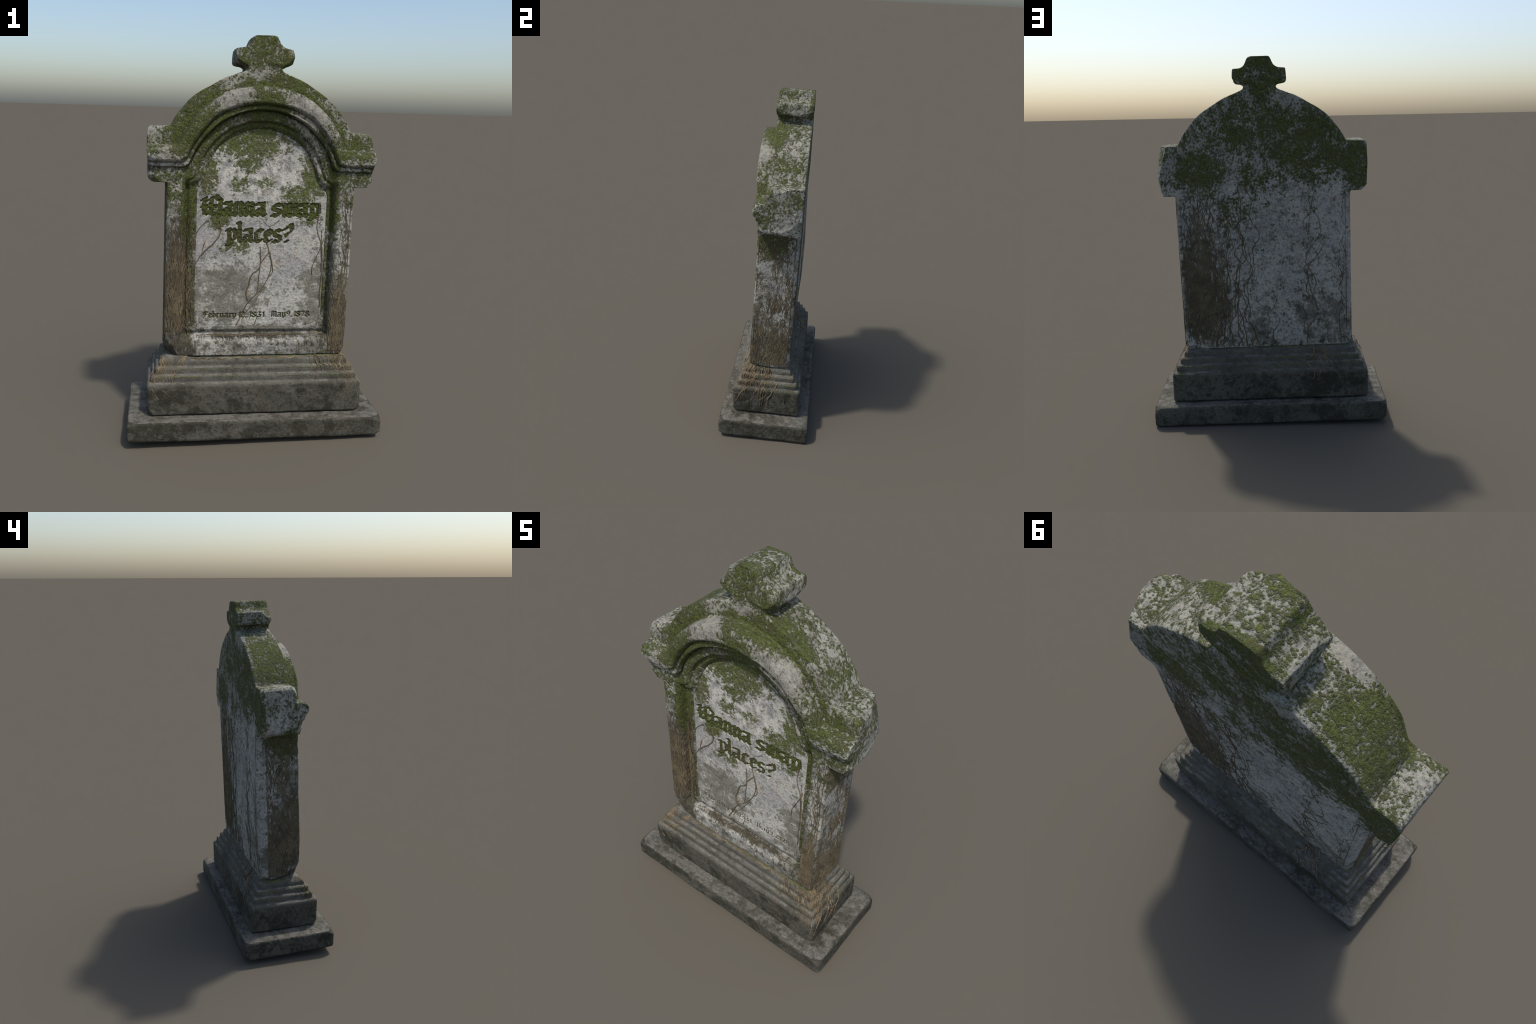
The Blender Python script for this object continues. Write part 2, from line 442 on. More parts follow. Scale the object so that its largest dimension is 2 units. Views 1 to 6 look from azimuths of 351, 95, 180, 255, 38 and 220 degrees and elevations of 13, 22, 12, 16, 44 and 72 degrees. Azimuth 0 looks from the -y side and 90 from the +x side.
# ----------------------------------------------------------------------------
# headstone outlines (x to the right, z up, in the leaning stone's own frame)
# ----------------------------------------------------------------------------
RIGHT_HALF = [(0.0, 0.010), (0.462, 0.010), (0.466, 0.016), (0.468, 0.45), (0.467, 0.884), (0.528, 0.885), (0.546, 0.896), (0.553, 0.912),
              (0.555, 1.05), (0.552, 1.136), (0.541, 1.148), (0.445, 1.153)]
ARCH = [(0.445, 1.153), (0.412, 1.209), (0.376, 1.255), (0.341, 1.293), (0.299, 1.325), (0.255, 1.351), (0.193, 1.387), (0.117, 1.416), (0.092, 1.427)]
CROSS = [(0.092, 1.427), (0.0835, 1.437), (0.086, 1.447), (0.100, 1.455), (0.134, 1.463), (0.139, 1.490), (0.136, 1.527), (0.131, 1.532), (0.100, 1.535),
         (0.082, 1.544), (0.071, 1.557), (0.061, 1.581), (0.049, 1.592), (0.0, 1.594)]
half = np.vstack([np.array(RIGHT_HALF), catmull(ARCH)[1:], catmull(CROSS, 0.003)[1:]])
left = half[::-1].copy()
left[:, 0] *= -1
OUTLINE = resample(np.vstack([half, left[1:-1]]), 0.0045, True)


def mirrored_under(pts, floor=-0.5):
    """closed region under a mirrored arch line given from its crown to its outer end"""
    c = catmull(pts)
    m = c.copy()
    m[:, 0] *= -1
    line = np.vstack([m[::-1], c[1:]])
    return np.vstack([line, [[c[-1, 0], floor], [-c[-1, 0], floor]]]), line


BAND_OUT, BAND_OUT_LINE = mirrored_under([(0, 1.354), (0.08, 1.348), (0.180, 1.318), (0.264, 1.265), (0.338, 1.191), (0.380, 1.121), (0.400, 1.086), (0.415, 1.067), (0.440, 1.062), (0.48, 1.062), (0.62, 1.061)])
BAND_IN, BAND_IN_LINE = mirrored_under([(0, 1.269), (0.074, 1.263), (0.150, 1.246), (0.227, 1.207), (0.285, 1.147), (0.326, 1.091), (0.356, 1.036), (0.370, 1.004), (0.392, 0.988), (0.43, 0.985), (0.62, 0.983)])
STEP_IN, STEP_IN_LINE = mirrored_under([(0, 1.244), (0.060, 1.240), (0.135, 1.218), (0.213, 1.177), (0.275, 1.119), (0.318, 1.062), (0.345, 1.008), (0.357, 0.979), (0.378, 0.964), (0.41, 0.961), (0.62, 0.959)])
OPEN_HALF = catmull([(0, 1.190), (0.050, 1.187), (0.110, 1.172), (0.179, 1.139), (0.240, 1.083), (0.281, 1.022), (0.303, 0.965), (0.319, 0.927), (0.336, 0.907), (0.358, 0.897)])
OPEN_HALF = np.vstack([OPEN_HALF, catmull([(0.358, 0.897), (0.371, 0.893)])[1:], [(0.373, 0.889), (0.376, 0.5), (0.378, 0.117), (0.374, 0.113), (0, 0.113)]])
mir = OPEN_HALF[::-1].copy()
mir[:, 0] *= -1
OPENING = resample(np.vstack([mir[1:], OPEN_HALF[1:-1]]), 0.005, True)

PANEL_ARCH = catmull([(-0.313, 0.838), (-0.305, 0.865), (-0.288, 0.895), (-0.276, 0.940), (-0.257, 0.988), (-0.207, 1.067), (-0.132, 1.120), (-0.060, 1.149), (0.002, 1.157),
                      (0.063, 1.149), (0.136, 1.119), (0.196, 1.080), (0.241, 1.030), (0.269, 0.973), (0.290, 0.915), (0.308, 0.880), (0.333, 0.858), (0.343, 0.835)])
PANEL_LOW = [(0.344, 0.45), (0.345, 0.205), (0.332, 0.196), (0.320, 0.175), (0.287, 0.160), (0.252, 0.158), (0.240, 0.163), (0.222, 0.166), (0.205, 0.158), (0.13, 0.157), (0.03, 0.158), (0.004, 0.162),
             (-0.012, 0.160), (-0.035, 0.167), (-0.044, 0.158), (-0.16, 0.157), (-0.266, 0.158), (-0.288, 0.168), (-0.306, 0.180), (-0.314, 0.196), (-0.316, 0.30), (-0.314, 0.55)]
PANEL = resample(np.vstack([PANEL_ARCH, np.array(PANEL_LOW)]), 0.004, True)
FACE, TOP_FACE, BACK, PANEL_Y = -0.136, -0.097, 0.102, -0.094


def front_y(q):
    """depth of the carved front at (x, z)"""
    q = np.asarray(q, float)
    do, d1, d2, d3, dp = (sdf(c, q) for c in (BAND_OUT, BAND_IN, STEP_IN, OPENING, PANEL))
    y = TOP_FACE - 0.006 * smooth(-0.05, 0.30, q[:, 0]) - 0.010 * smooth(-0.02, 0.06, q[:, 0]) * smooth(1.43, 1.47, q[:, 1])
    crown = smooth(1.07, 1.16, q[:, 1])
    band = -0.158 - 0.012 * crown - 0.010 * smooth(0.0, 0.030, do) + 0.014 * smooth(0.016, 0.0, -d1) ** 2
    y = y + (band - y) * smooth(-0.0015, 0.003, do)
    step = -0.150 - 0.011 * crown + 0.014 * smooth(0.007, 0.001, d1) + 0.003 * smooth(0.006, 0.0, -d2)
    y = y + (step - y) * smooth(-0.002, 0.003, d1)
    roll = 0.006 * np.sin(np.pi * np.clip(-d3 / 0.056, 0, 1)) * smooth(0.885, 0.91, q[:, 1])
    x, z = q[:, 0], q[:, 1]
    sink = 0.024 * smooth(0.075, 0.116, z) * smooth(0.40, 0.36, np.abs(x)) + 0.012 * smooth(-0.44, -0.37, x) * smooth(0.80, 0.40, z) * smooth(-0.30, -0.36, x) + 0.005 * smooth(-0.36, -0.40, x) * smooth(0.85, 0.5, z)
    face = FACE - roll - 0.014 * smooth(0.90, 1.10, q[:, 1]) + sink + 0.004 * smooth(0.2, 0.0, z) + 0.011 * smooth(0.008, 0.001, d2) + 0.006 * smooth(0.007, 0.0, -d3) ** 2
    y = y + (face - y) * smooth(-0.002, 0.003, d2)
    floor = -0.084 - 0.010 * smooth(0.015, 0.021, d3) + 0.040 * smooth(0.001, 0.004, dp)
    arch = smooth(0.86, 0.90, q[:, 1])
    cove = -0.105 - 0.006 * np.sin(np.pi * np.clip(d3 / 0.034, 0, 1)) + 0.009 * smooth(0.018, 0.034, d3) + 0.040 * smooth(0.001, 0.004, dp)
    floor = floor + (cove - floor) * arch
    y = y + (floor - y) * smooth(-0.002, 0.004, d3)
    return y


def edge_round(q):
    """radius of the worn arris along the outline"""
    return 0.006 + 0.001 * smooth(1.415, 1.45, q[:, 1]) + 0.010 * smooth(1.10, 1.14, q[:, 1]) * smooth(1.2, 1.16, q[:, 1])


def drop(d, r):
    t = np.clip(1 - d / r, 0, 1)
    return r * (1 - np.sqrt(np.clip(1 - t * t, 0, 1))) * 0.85


def offset_points(line, offsets, step=0.0045):
    P = resample(line, step, False)
    t = np.gradient(P, axis=0)
    t /= np.linalg.norm(t, axis=1, keepdims=True) + 1e-12
    n = np.stack([-t[:, 1], t[:, 0]], 1)
    return np.vstack([P + n * o for o in offsets])


def grid(step, seed):
    r = np.random.RandomState(seed)
    xs, zs = np.arange(-0.56, 0.561, step), np.arange(0.0, 1.61, step)
    g = np.stack(np.meshgrid(xs, zs), -1).reshape(-1, 2)
    return g + r.uniform(-0.22, 0.22, g.shape) * step


# front sheet -----------------------------------------------------------------
close = lambda p: np.vstack([p, p[:1]])
lines = np.vstack([offset_points(l, (-0.005, -0.0025, 0.0005, 0.003, 0.006, 0.011)) for l in (BAND_OUT_LINE, BAND_IN_LINE, STEP_IN_LINE)]
                  + [offset_points(close(OPENING), (-0.007, -0.004, -0.0015, 0.001, 0.004, 0.009, 0.014, 0.019, 0.023))]
                  + [offset_points(close(PANEL), (-0.002, 0.001, 0.003, 0.006))])
rim_pts = offset_points(close(OUTLINE), (0.0016, 0.004, 0.008, 0.013))
cand = np.vstack([rim_pts, lines, grid(0.0065, 3)])
keep, cell = [], {}
d_edge = sdf(OUTLINE, cand)
for i, (p, d) in enumerate(zip(cand, d_edge)):          # thin out crowded points
    if d < 0.0013:
        continue
    key = (int(p[0] / 0.0018 + 1000), int(p[1] / 0.0018 + 1000))
    if key in cell:
        continue
    if i >= len(rim_pts) + len(lines):
        if any((key[0] + a, key[1] + b) in cell for a in (-1, 0, 1) for b in (-1, 0, 1)):
            continue
    cell[key] = 1
    keep.append(i)
P2, F2, loop_f = triangulate(OUTLINE, cand[keep])
d2 = np.maximum(sdf(OUTLINE, P2), 0)
d2[loop_f] = 0
front = np.stack([P2[:, 0], front_y(P2) + drop(d2, edge_round(P2)), P2[:, 1]], 1)
# back sheet ------------------------------------------------------------------
cand = np.vstack([offset_points(close(OUTLINE), (0.002, 0.005)), grid(0.008, 4)])
cand = cand[sdf(OUTLINE, cand) > 0.0016]
P3, F3, loop_b = triangulate(OUTLINE, cand)
d3_ = np.maximum(sdf(OUTLINE, P3), 0)
d3_[loop_b] = 0
back = np.stack([P3[:, 0], BACK - drop(d3_, np.full(len(P3), 0.005)), P3[:, 1]], 1)
# sides -----------------------------------------------------------------------
ROWS = 26
V = np.vstack([front, back])
nf, n = len(front), len(OUTLINE)
lf, lb = np.array(loop_f), np.array(loop_b) + nf
rows = [lf]
extra = []
for k in range(1, ROWS):
    t = k / ROWS
    extra.append(V[lf] * (1 - t) + V[lb] * t)
    rows.append(len(V) + (k - 1) * n + np.arange(n))
rows.append(lb)
V = np.vstack([V] + extra)
faces = [F2, (F3 + nf)[:, ::-1]]
for a, b in zip(rows[:-1], rows[1:]):
    a2, b2 = np.roll(a, -1), np.roll(b, -1)
    faces.append(np.stack([a, b, b2], 1))
    faces.append(np.stack([a, b2, a2], 1))
F = np.vstack(faces)

# the shaft stands a little askew: its flanks splay towards the back, which swells on one side
t = np.clip((V[:, 1] - FACE) / (BACK - FACE), 0, 1)
flank = np.where(V[:, 0] > 0, 0.002 + 0.009 * t, 0.006 - 0.005 * t) * smooth(0.39, 0.45, np.abs(V[:, 0])) * smooth(0.95, 0.86, V[:, 2])
flank = flank + np.where(V[:, 0] > 0, 0.010, -0.002) * smooth(0.46, 0.53, np.abs(V[:, 0]))
V[:, 0] += flank


def swell(x, z):
    return 0.014 * smooth(0.05, -0.42, x) * smooth(-0.02, 0.30, z) * smooth(0.95, 0.45, z)


V[:, 1] += swell(V[:, 0], V[:, 2]) * t

# breakages at the corners
for c, cut, reach in [
    ((-0.466, -0.137, 0.010), (0.090, 0.110, 0.100), 0.26), ((-0.466, -0.137, 0.010), (0.060, 0.20, 0.075), 0.26), ((-0.466, -0.137, 0.010), (0.110, 0.055, 0.120), 0.26),
    ((0.466, -0.137, 0.010), (-0.022, 0.035, 0.034), 0.12), ((-0.466, 0.112, 0.010), (0.040, -0.10, 0.035), 0.2), ((0.466, 0.102, 0.010), (-0.014, -0.05, 0.03), 0.1),
    ((-0.553, -0.139, 0.885), (0.062, 0.034, 0.080), 0.14), ((0.553, -0.137, 0.885), (-0.020, 0.050, 0.030), 0.1), ((-0.553, 0.102, 0.885), (0.030, -0.09, 0.030), 0.12),
    ((0.553, 0.102, 0.885), (-0.014, -0.05, 0.012), 0.1), ((0.564, 0.102, 1.152), (-0.060, -0.135, -0.190), 0.45), ((0.564, 0.102, 0.880), (-0.030, -0.11, 0.13), 0.28), ((0.555, -0.097, 1.15), (-0.03, 0.05, -0.03), 0.12), ((-0.553, -0.097, 1.15), (0.03, 0.03, -0.04), 0.12),
    ((0.555, -0.167, 1.062), (-0.014, 0.012, -0.02), 0.08), ((0.555, -0.167, 0.985), (-0.012, 0.012, 0.016), 0.08), ((-0.553, -0.167, 1.062), (0.010, 0.010, -0.018), 0.08), ((-0.553, -0.167, 0.985), (0.016, 0.016, 0.016), 0.08),
    ((-0.066, -0.097, 1.594), (0.026, 0.040, -0.030), 0.14), ((0.063, -0.097, 1.594), (-0.022, 0.02, -0.022), 0.07),
    ((0.138, 0.102, 1.462), (-0.022, -0.10, 0.034), 0.12), ((0.063, 0.102, 1.594), (-0.028, -0.06, -0.014), 0.09), ((0.138, -0.097, 1.462), (-0.022, 0.025, 0.022), 0.06), ((0.138, -0.097, 1.53), (-0.02, 0.02, -0.02), 0.06),
    ((-0.138, -0.097, 1.462), (0.03, 0.022, 0.022), 0.09),
]:
    V = chip(V, c, cut, reach, above=1.449 if c[2] > 1.4 else -9.0)
V = chip(V, (-0.466, 0.112, 0.45), (0.018, -0.040, 50.0), 2.0, below=0.878)
V = chip(V, (0.478, 0.104, 0.45), (-0.010, -0.020, 50.0), 2.0, below=0.878)
# worn surface
N = vertex_normals(V, F)
soft = smooth(1.3, 1.45, V[:, 2]) + smooth(0.45, 0.55, np.abs(V[:, 0]))
amp = 0.0022 + 0.0026 * np.clip(soft, 0, 1)
inpanel = (V[:, 1] < 0) & (sdf(PANEL, V[:, [0, 2]]) > -0.006)
calm = 1 - 0.75 * inpanel
backish = smooth(0.07, 0.1, V[:, 1])
V = V + N * ((amp * fbm(V, 9, 3, 11) + 0.0010 * fbm(V, 45, 3, 21)) * calm * (1 - 0.5 * backish))[:, None]
N = vertex_normals(V, F)

# split the one surface into its parts
C = V[F].mean(1)
q = C[:, [0, 2]]
isfront = np.zeros(len(F), bool)
isfront[: len(F2)] = True
region = np.zeros(len(F), int)
region[(C[:, 2] > 1.432) & (np.abs(C[:, 0]) < 0.16)] = 1
mould = isfront & (sdf(BAND_OUT, q) > -0.002) & (sdf(STEP_IN, q) < 0.0)
region[mould & (np.abs(C[:, 0]) < 0.449)] = 2
block = (np.abs(C[:, 0]) > 0.449) & (C[:, 2] > 0.8835) & (C[:, 2] < 1.17) & (region == 0) & ~((np.abs(C[:, 0]) < 0.47) & (C[:, 2] < 0.8835))
region[block & (C[:, 0] > 0)] = 3
region[block & (C[:, 0] < 0)] = 4
PARTS = {}
for r, name in enumerate(("headstone", "cross_finial", "hood_moulding", "shoulder_block", "shoulder_block")):
    f = F[region == r]
    used, inv = np.unique(f, return_inverse=True)
    PARTS[r] = add(name, V[used], inv.reshape(f.shape), MAT_STONE, STONE, ROOT, N[used])

# ----------------------------------------------------------------------------
# broad-nib lettering: every glyph is a few pen strokes, units of the x-height
# ----------------------------------------------------------------------------
GLYPHS = {
    "a": [[(0.10, 0.95), (0.62, 1.0), (0.62, 0.10), (0.80, 0.0)], [(0.62, 0.52), (0.14, 0.45), (0.12, 0.08), (0.34, 0.02), (0.62, 0.22)]],
    "n": [[(0.0, 0.90), (0.16, 1.0), (0.16, 0.06), (0.26, 0.0)], [(0.16, 0.84), (0.46, 1.0), (0.64, 0.86), (0.64, 0.08), (0.78, 0.0)]],
    "w": [[(0.04, 1.0), (0.16, 0.92), (0.16, 0.08), (0.32, 0.0), (0.54, 0.14)], [(0.44, 1.0), (0.54, 0.92), (0.54, 0.06), (0.70, 0.0), (0.96, 0.22)], [(0.82, 0.94), (0.96, 1.0), (0.96, 0.10)]],
    "s": [[(0.66, 0.92), (0.40, 1.0), (0.12, 0.88), (0.14, 0.60), (0.58, 0.44), (0.62, 0.12), (0.36, 0.0), (0.06, 0.08)]],
    "p": [[(0.0, 0.92), (0.18, 1.02), (0.18, -0.28)], [(0.18, 0.86), (0.50, 1.0), (0.68, 0.84), (0.68, 0.18), (0.42, 0.0), (0.18, 0.12)], [(0.0, -0.28), (0.36, -0.22)]],
    "l": [[(0.06, 1.56), (0.20, 1.46), (0.20, 0.08), (0.36, 0.0)]],
    "c": [[(0.62, 0.90), (0.36, 1.0), (0.14, 0.84), (0.14, 0.14), (0.34, 0.0), (0.60, 0.12)]],
    "e": [[(0.20, 0.50), (0.60, 0.64), (0.58, 0.88), (0.36, 1.0), (0.14, 0.84), (0.14, 0.14), (0.34, 0.0), (0.60, 0.14)]],
    "?": [[(0.02, 1.02), (0.55, 1.42)], [(0.02, 1.02), (0.40, 1.16), (0.72, 1.50), (0.80, 1.05), (0.62, 0.80), (0.36, 0.72), (0.36, 0.50)], [(0.30, 0.08), (0.42, 0.08)]],
    "W": [[(0.06, 1.18), (0.24, 1.30), (0.16, 0.86), (0.22, 0.14), (0.44, 0.04), (0.60, 0.20)], [(0.50, 1.24), (0.66, 1.32), (0.60, 0.90), (0.62, 0.10), (0.84, 0.02), (1.06, 0.24)],
          [(0.90, 1.50), (1.04, 1.30), (1.22, 1.16), (1.16, 0.30), (1.10, -0.20)], [(0.04, 0.66), (0.50, 0.70), (1.0, 0.66)]],
    "F": [[(0.04, 1.34), (0.40, 1.42), (0.95, 1.34)], [(0.40, 1.36), (0.48, 0.80), (0.40, 0.10), (0.06, 0.04)], [(0.08, 0.72), (0.80, 0.76)], [(0.12, 1.1), (0.12, 0.5)]],
    "M": [[(0.04, 1.22), (0.22, 1.38), (0.22, 0.06), (0.06, 0.0)], [(0.22, 1.26), (0.50, 1.40), (0.64, 1.22), (0.64, 0.06)], [(0.64, 1.26), (0.92, 1.40), (1.06, 1.20), (1.06, 0.10), (1.20, 0.0)]],
    "b": [[(0.06, 1.56), (0.16, 1.46), (0.16, 0.10), (0.40, 0.0), (0.64, 0.16), (0.64, 0.84), (0.44, 1.0), (0.18, 0.86)]],
    "r": [[(0.0, 0.92), (0.16, 1.0), (0.16, 0.06), (0.30, 0.0)], [(0.16, 0.84), (0.42, 1.0), (0.54, 0.90)]],
    "u": [[(0.04, 1.0), (0.16, 0.92), (0.16, 0.12), (0.36, 0.0), (0.62, 0.16)], [(0.52, 1.0), (0.64, 0.92), (0.64, 0.08), (0.76, 0.0)]],
    "y": [[(0.04, 1.0), (0.16, 0.92), (0.16, 0.14), (0.36, 0.0), (0.62, 0.14)], [(0.52, 1.0), (0.64, 0.92), (0.62, 0.0), (0.40, -0.32), (0.14, -0.28)]],
    "1": [[(0.06, 1.12), (0.30, 1.36), (0.30, 0.0)]],
    "2": [[(0.06, 1.10), (0.26, 1.36), (0.56, 1.24), (0.56, 0.86), (0.08, 0.04), (0.66, 0.04)]],
    "3": [[(0.06, 1.18), (0.30, 1.36), (0.58, 1.18), (0.34, 0.76), (0.62, 0.52), (0.58, 0.14), (0.30, 0.0), (0.04, 0.14)]],
    "7": [[(0.06, 1.32), (0.62, 1.32), (0.26, 0.0)]],
    "8": [[(0.34, 0.72), (0.08, 0.98), (0.16, 1.30), (0.50, 1.32), (0.60, 1.0), (0.34, 0.72), (0.06, 0.40), (0.14, 0.06), (0.50, 0.02), (0.64, 0.36), (0.34, 0.72)]],
    "9": [[(0.60, 0.90), (0.30, 0.66), (0.08, 0.96), (0.20, 1.32), (0.52, 1.32), (0.62, 0.90), (0.50, 0.30), (0.20, 0.0)]],
    ",": [[(0.10, 0.10), (0.20, 0.06), (0.08, -0.20)]],
}
# word, left x, right x, baseline left, baseline right, x-height, pen width
INSCRIPTION = [
    ("W", -0.291, -0.195, 0.729, 0.729, 0.061, 0.0200), ("anna", -0.186, 0.027, 0.729, 0.729, 0.060, 0.0215), ("swap", 0.062, 0.303, 0.728, 0.731, 0.057, 0.0205),
    ("places?", -0.160, 0.171, 0.596, 0.594, 0.061, 0.0185),
    ("February", -0.271, -0.104, 0.201, 0.201, 0.0205, 0.0064), ("12,", -0.090, -0.047, 0.201, 0.201, 0.0205, 0.0068), ("1831", -0.034, 0.043, 0.201, 0.201, 0.0205, 0.0068),
    ("May", 0.081, 0.155, 0.202, 0.202, 0.0215, 0.0066), ("9,", 0.162, 0.192, 0.203, 0.203, 0.0215, 0.0070), ("1878", 0.200, 0.283, 0.203, 0.203, 0.0205, 0.0068),
]
NIB = np.array([math.cos(math.radians(38)), math.sin(math.radians(38))])


def glyph_strokes(ch, x0, base, size, width):
    """each stroke segment is a parallelogram swept by the slanted nib"""
    out = []
    for stroke in GLYPHS[ch]:
        pts = np.array(stroke) * size + np.array([x0, base])
        h = NIB * width * 0.5
        for a, b in zip(pts[:-1], pts[1:]):
            out.append((a, b, h, width * 0.22))
    return out


def pen_sdf(strokes, q):
    """distance field of the strokes, negative inside"""
    best = np.full(len(q), 1.0)
    for a, b, h, r in strokes:
        quad = np.array([a - h, b - h, b + h, a + h])
        lo, hi = quad.min(0) - 0.012, quad.max(0) + 0.012
        m = np.flatnonzero(((q > lo) & (q < hi)).all(1))
        if len(m):
            best[m] = np.minimum(best[m], -sdf(quad, q[m], 1.0) - r)
    return best


LETTERS = []
for word, xa, xb, za, zb, size, width in INSCRIPTION:
    adv = [max(p[0] for s in GLYPHS[c] for p in s) + 0.16 for c in word]
    k = (xb - xa) / (sum(adv) - 0.16) / size
    x = xa
    for c, a in zip(word, adv):
        t = (x - xa) / (xb - xa)
        g = {c: [[(px * k, pz) for px, pz in s] for s in GLYPHS[c]]}
        old, GLYPHS[c] = GLYPHS[c], g[c]
        LETTERS.append((c, glyph_strokes(c, x, za + (zb - za) * t, size, width), size, width))
        GLYPHS[c] = old
        x += a * k * size

# panel plate with the letters cut into it
cand = []
for _, st, size, _ in LETTERS:
    pts = np.array([p for a, b, h, r in st for p in (a - h, a + h, b - h, b + h)])
    lo, hi = pts.min(0) - 0.009, pts.max(0) + 0.009
    s = 0.0017 if size > 0.04 else 0.0011
    g = np.stack(np.meshgrid(np.arange(lo[0], hi[0], s), np.arange(lo[1], hi[1], s)), -1).reshape(-1, 2)
    cand.append((g, s))
taken = set()
parts = []
for g, s in cand + [(grid(0.006, 9), 0.004)]:
    keys = [(int(a / 0.0016 + 2000), int(b / 0.0016 + 2000)) if s > 0.0012 else (int(a / 0.001 + 9000), int(b / 0.001 + 9000)) for a, b in g]
    coarse = s > 0.003
    ok = []
    for i, key in enumerate(keys):
        if coarse:
            k2 = (int(g[i, 0] / 0.001 + 9000), int(g[i, 1] / 0.001 + 9000))
            if key in taken or any((k2[0] + u, k2[1] + v) in taken for u in (-1, 0, 1) for v in (-1, 0, 1)) or any((key[0] + u, key[1] + v) in taken for u in (-1, 0, 1) for v in (-1, 0, 1)):
                continue
        if key in taken:
            continue
        taken.add(key)
        ok.append(i)
    parts.append(g[ok])
inner = np.vstack([offset_points(close(PANEL), (0.0015, 0.004))] + parts)
dp = sdf(PANEL, inner)
inner = inner[dp > 0.0012]
PP, PF, ploop = triangulate(PANEL, inner)
dp = np.maximum(sdf(PANEL, PP), 0)
dp[ploop] = 0
P3d = np.stack([PP[:, 0], np.zeros(len(PP)), PP[:, 1]], 1)
ALL = [s for _, st, _, _ in LETTERS for s in st]
ld = np.full(len(PP), 1.0)
cutdepth = np.full(len(PP), 0.009)
for _, st, size, _ in LETTERS:
    d = pen_sdf(st, PP)
    m = d < ld
    ld[m] = d[m]
    cutdepth[m] = 0.010 if size > 0.04 else 0.006
ragged = ld + 0.0026 * fbm(P3d, 130, 3, 31) * np.where(cutdepth > 0.008, 1, 0.35)
sink = cutdepth * smooth(0.0008, -0.0014, ragged)
pits = 0.0016 * np.clip(fbm(P3d, 70, 2, 41) - 0.35, 0, 1)
py = PANEL_Y + 0.0016 * fbm(P3d, 7, 3, 51) + 0.0007 * fbm(P3d, 60, 3, 61) + sink + pits + drop(dp, np.full(len(PP), 0.004))
plate = np.stack([PP[:, 0], py, PP[:, 1]], 1)
under = plate[ploop].copy()
under[:, 1] = PANEL_Y + 0.016
m = len(ploop)
idx = len(plate) + np.arange(m)
lp = np.array(ploop)
PFall = np.vstack([PF, np.stack([lp, idx, np.roll(idx, -1)], 1), np.stack([lp, np.roll(idx, -1), np.roll(lp, -1)], 1)])
panel = add("inscription_panel", np.vstack([plate, under]), PFall, MAT_PANEL, STONE)

# moss grown in each letter
for c, st, size, width in LETTERS:
    pts = np.array([p for a, b, h, r in st for p in (a - h, a + h, b - h, b + h)])
    s = 0.0018 if size > 0.04 else 0.0011
    lo, hi = pts.min(0) - 0.006, pts.max(0) + 0.006
    xs, zs = np.arange(lo[0], hi[0], s), np.arange(lo[1], hi[1], s)
    g = np.stack(np.meshgrid(xs, zs), -1).reshape(-1, 2)
    g3 = np.stack([g[:, 0], g[:, 0] * 0, g[:, 1]], 1)
    d = pen_sdf(st, g)
    if size > 0.04:
        y = PANEL_Y + 0.0046 + 0.006 * smooth(-0.0028, 0.0022, d) - 0.0046 * fbm(g3, 95, 3, 71)
    else:
        y = PANEL_Y + 0.0046 + 0.004 * smooth(-0.0012, 0.0006, d) - 0.0012 * fbm(g3, 200, 2, 71)
    nx, nz = len(xs), len(zs)
    ok = d < 0.0022
    quads = []
    for j in range(nz - 1):
        i = np.arange(nx - 1) + j * nx
        quads.append(np.stack([i, i + 1, i + nx + 1, i + nx], 1))
    quads = np.vstack(quads)
    quads = quads[ok[quads].all(1)]
    if len(quads) == 0:
        continue
    used, inv = np.unique(quads, return_inverse=True)
    W = np.stack([g[:, 0], y, g[:, 1]], 1)[used]
    add("letter", W, inv.reshape(quads.shape), MAT_LETTER if size > 0.04 else MAT_DARK, STONE, panel)

# ----------------------------------------------------------------------------
# plinth and stepped base block: rounded rectangles lofted through a profile
# ----------------------------------------------------------------------------
def rect_loop(hx, hy, cx, cy, r, step):
    c = []
    for sx, sy, a0 in ((1, 1, 0), (-1, 1, 90), (-1, -1, 180), (1, -1, 270)):
        for a in np.linspace(a0, a0 + 90, 5):
            c.append((cx + sx * (hx - r) + r * math.cos(math.radians(a)), cy + sy * (hy - r) + r * math.sin(math.radians(a))))
    return c


